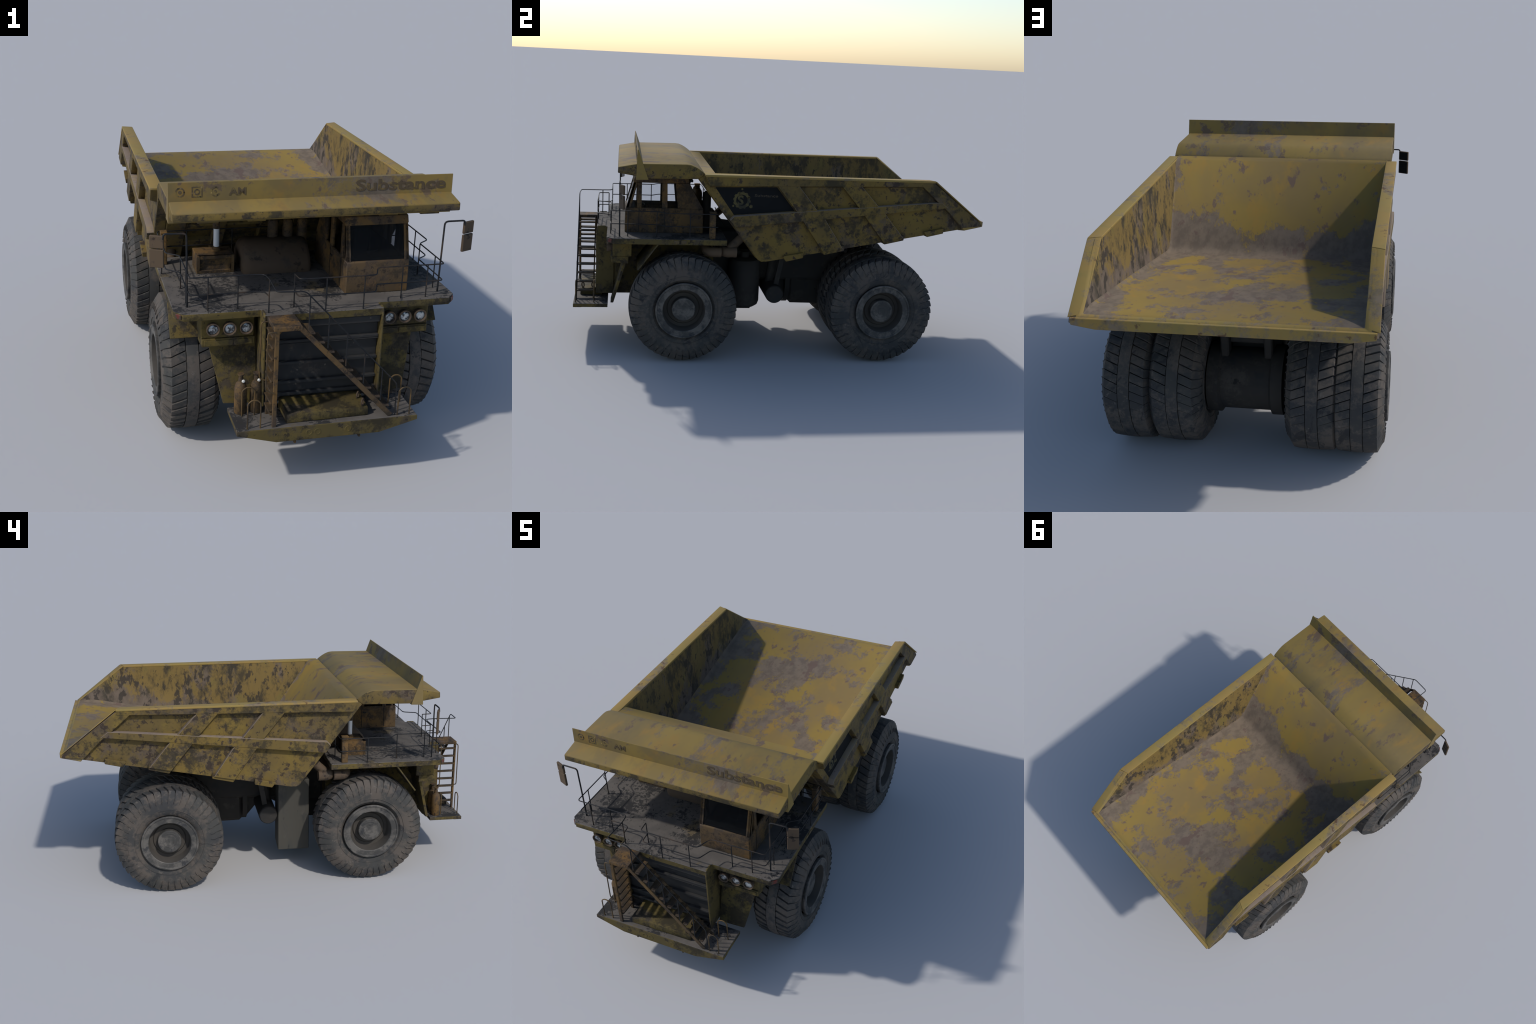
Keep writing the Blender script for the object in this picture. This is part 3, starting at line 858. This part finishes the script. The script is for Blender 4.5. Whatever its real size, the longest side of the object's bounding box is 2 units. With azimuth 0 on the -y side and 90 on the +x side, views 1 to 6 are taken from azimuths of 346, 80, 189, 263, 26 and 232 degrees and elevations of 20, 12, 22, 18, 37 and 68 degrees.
# ------------------------------------------------------------------ cab and deck machinery
def build_cab():
    x0, x1 = .115, .350
    bm = bmesh.new()
    outer = [(-.750, .6045), (-.7485, .718), (-.745, .7255), (-.372, .7255), (-.370, .6045)]
    inner = [(-.736, .612), (-.735, .715), (-.732, .7255), (-.385, .7255), (-.384, .612)]
    ring = lambda x, pts: [bm.verts.new((x, y, z)) for y, z in pts]
    o0, o1, i0, i1 = ring(x0, outer), ring(x1, outer), ring(x0 + .012, inner), ring(x1 - .012, inner)
    for A_, B_ in ((o0, o1), (i1, i0)):
        for k in (0, 1, 3, 4):
            bm.faces.new((A_[k], A_[(k + 1) % 5], B_[(k + 1) % 5], B_[k]))
    bm.faces.new(o0); bm.faces.new(o1[::-1]); bm.faces.new(i0[::-1]); bm.faces.new(i1)
    for a_, b_ in ((o0, i0), (i1, o1)):
        bm.faces.new((a_[2], a_[3], b_[3], b_[2]))
    bm.faces.new((o0[2], i0[2], i1[2], o1[2])); bm.faces.new((o0[3], o1[3], i1[3], i0[3]))
    cab = put("cab", mesh(bm, "cab", .003), ROOT, 'rust')
    roof = prism("cab_roof", [(-.714, .848), (-.702, .880), (-.445, .8765), (-.442, .849)], 'x', x0 - .002, x1 + .002, 'rust', cab, .004)
    fr = lambda z: -.745 + (z - .7255) * (.043 / .152)       # raked front line
    rr = lambda z: -.372 - (max(z, .734) - .734) * (.068 / .109)  # raked rear line
    lo, hi = .7250, .8485
    for s, xs in ((1, (x1 - .012, x1)), (-1, (x0, x0 + .012))):
        for a0, a1, b0, b1 in ((fr(lo), fr(lo) + .022, fr(hi), fr(hi) + .020), (-.694, -.671, -.692, -.671),
                               (-.573, -.546, -.573, -.549), (-.496, rr(lo), -.509, rr(hi))):
            bm = bmesh.new()
            add_loft(bm, [(x, y, lo) for x, y in ((xs[0], a0), (xs[1], a0), (xs[1], a1), (xs[0], a1))],
                     [(x, y, hi) for x, y in ((xs[0], b0), (xs[1], b0), (xs[1], b1), (xs[0], b1))])
            put("cab_pillar", mesh(bm, "cab_pillar", .0015), cab, 'rust')
        xm = (xs[0] + xs[1]) / 2
        prism("cab_window", [(fr(lo) + .012, lo), (fr(hi) + .010, hi), (-.503, hi), (-.496, lo)], 'x', xm - .0008, xm + .0008, 'glass', cab, 0)
        # window surrounds and door seam
        xo = x1 if s > 0 else x0
        for ya in (-.683, -.560):
            box("door_seam", (xo - .0012, ya - .0015, .612), (xo + .0012, ya + .0015, .722), 'black', cab, 0)
        box("door_handle", (xo - .003 if s < 0 else xo, -.585, .690), (xo + .003 if s > 0 else xo, -.565, .696), 'black', cab, .0008)
    # front corner posts beside the windscreen
    for xa, xb in ((x0, x0 + .017), (x1 - .017, x1)):
        bm = bmesh.new()
        add_loft(bm, [(x, y, lo) for x, y in ((xa, fr(lo)), (xb, fr(lo)), (xb, fr(lo) + .012), (xa, fr(lo) + .012))],
                 [(x, y, hi) for x, y in ((xa, fr(hi)), (xb, fr(hi)), (xb, fr(hi) + .012), (xa, fr(hi) + .012))])
        put("windscreen_post", mesh(bm, "windscreen_post", .001), cab, 'rust')
    bm = bmesh.new()
    add_loft(bm, [(x, y, lo) for x, y in ((x0 + .016, fr(lo) + .003), (x1 - .016, fr(lo) + .003), (x1 - .016, fr(lo) + .0046), (x0 + .016, fr(lo) + .0046))],
             [(x, y, hi) for x, y in ((x0 + .016, fr(hi) + .003), (x1 - .016, fr(hi) + .003), (x1 - .016, fr(hi) + .0046), (x0 + .016, fr(hi) + .0046))])
    put("windscreen", mesh(bm, "windscreen", 0), cab, 'tint')
    bm = bmesh.new()
    add_loft(bm, [(x0 + .011, -.385, lo), (x1 - .011, -.385, lo), (x1 - .011, rr(lo), lo), (x0 + .011, rr(lo), lo)],
             [(x0 + .011, -.455, hi), (x1 - .011, -.455, hi), (x1 - .011, rr(hi), hi), (x0 + .011, rr(hi), hi)])
    put("cab_rear_wall", mesh(bm, "cab_rear_wall", .001), cab, 'rust')
    box("dashboard", (x0 + .013, -.7315, .66), (x1 - .013, -.700, .722), 'seat', cab, .004)
    box("cab_floor_mat", (x0 + .0125, -.689, .6125), (x1 - .0125, -.39, .616), 'seat', cab, 0)
    box("headliner", (x0 + .0125, -.69, .8465), (x1 - .0125, -.46, .8488), 'seat', cab, 0)
    seat = box("seat", (.205, -.60, .6165), (.270, -.545, .665), 'seat', cab, .006)
    box("seat_back", (.208, -.560, .660), (.267, -.546, .785), 'seat', seat, .006)
    lathe("steering_wheel", [(-.002, .022), (.002, .022), (.002, .019), (-.002, .019), (-.002, .022)], (.237, -.672, .735), (0, .5, .8), 'black', cab, 20)
    prism("cab_marker_lamp", [(-.442, .866), (-.425, .866), (-.425, .855), (-.442, .855)], 'x', .30, .345, 'black', cab, .002)

    # air cleaner box with recessed face
    ab = bmesh.new()
    X0, X1, Y0, Y1, Z0, Z1 = -.372, -.229, -.466, -.366, .6045, .674
    add_box(ab, (X0, Y0 + .010, Z0), (X1, Y1, Z1))
    for lo_, hi_ in (((X0, Y0, Z0), (X0 + .012, Y0 + .0101, Z1)), ((X1 - .012, Y0, Z0), (X1, Y0 + .0101, Z1)),
                     ((X0 + .012, Y0, Z0), (X1 - .012, Y0 + .0101, Z0 + .012)), ((X0 + .012, Y0, Z1 - .014), (X1 - .012, Y0 + .0101, Z1))):
        add_box(ab, lo_, hi_)
    air = put("air_cleaner_box", mesh(ab, "air_cleaner_box", .0012), ROOT, 'rust')
    lathe("strut_foot", [(0, 0), (0, .018), (.006, .018), (.008, .014), (.016, .013), (.016, 0)], (-.287, -.404, .674), (0, 0, 1), 'rust', air, 20)
    lathe("chrome_rod", [(0, 0), (0, .0112), (.074, .0112), (.074, 0)], (-.287, -.404, .688), (0, 0, 1), 'chrome', air, 20)
    lathe("strut_head", [(0, 0), (0, .014), (.030, .014), (.036, .011), (.075, .010), (.075, 0)], (-.287, -.404, .761), (0, 0, 1), 'rust', air, 20)
    # horizontal drum and its three stacks
    sec = [(-.506, .6045), (-.508, .628), (-.499, .650), (-.472, .682), (-.442, .704), (-.405, .711), (-.345, .703), (-.310, .66), (-.305, .6045)]
    bm = bmesh.new(); cy, cz = -.41, .6045
    rings = [(-.202, .80), (-.190, .93), (-.172, 1.0), (.045, 1.0), (.058, .96), (.062, .88)]
    rs = [[bm.verts.new((x, cy + (y - cy) * k, cz + (z - cz) * k)) for y, z in sec] for x, k in rings]
    for A_, B_ in zip(rs, rs[1:]):
        for i in range(len(sec)):
            j = (i + 1) % len(sec); bm.faces.new((A_[i], A_[j], B_[j], B_[i]))
    bm.faces.new(rs[0]); bm.faces.new(rs[-1][::-1])
    put("engine_cowl", mesh(bm, "engine_cowl", 0, 50), ROOT, 'pipe')
    for x in (-.061, -.002, .056):
        lathe("exhaust_stack", [(0, 0), (0, .0205), (.155, .0205), (.170, .017), (.176, .009), (.176, 0)], (x, -.375, .6045), (0, 0, 1), 'rust', ROOT, 20)
    lathe("rear_canister", [(0, 0), (0, .022), (.165, .022), (.185, .017), (.195, 0)], (.215, -.345, .6045), (0, 0, 1), 'dark', ROOT, 24)


build_bed()
build_wheels()
build_chassis()
build_front()
build_railings()
build_cab()
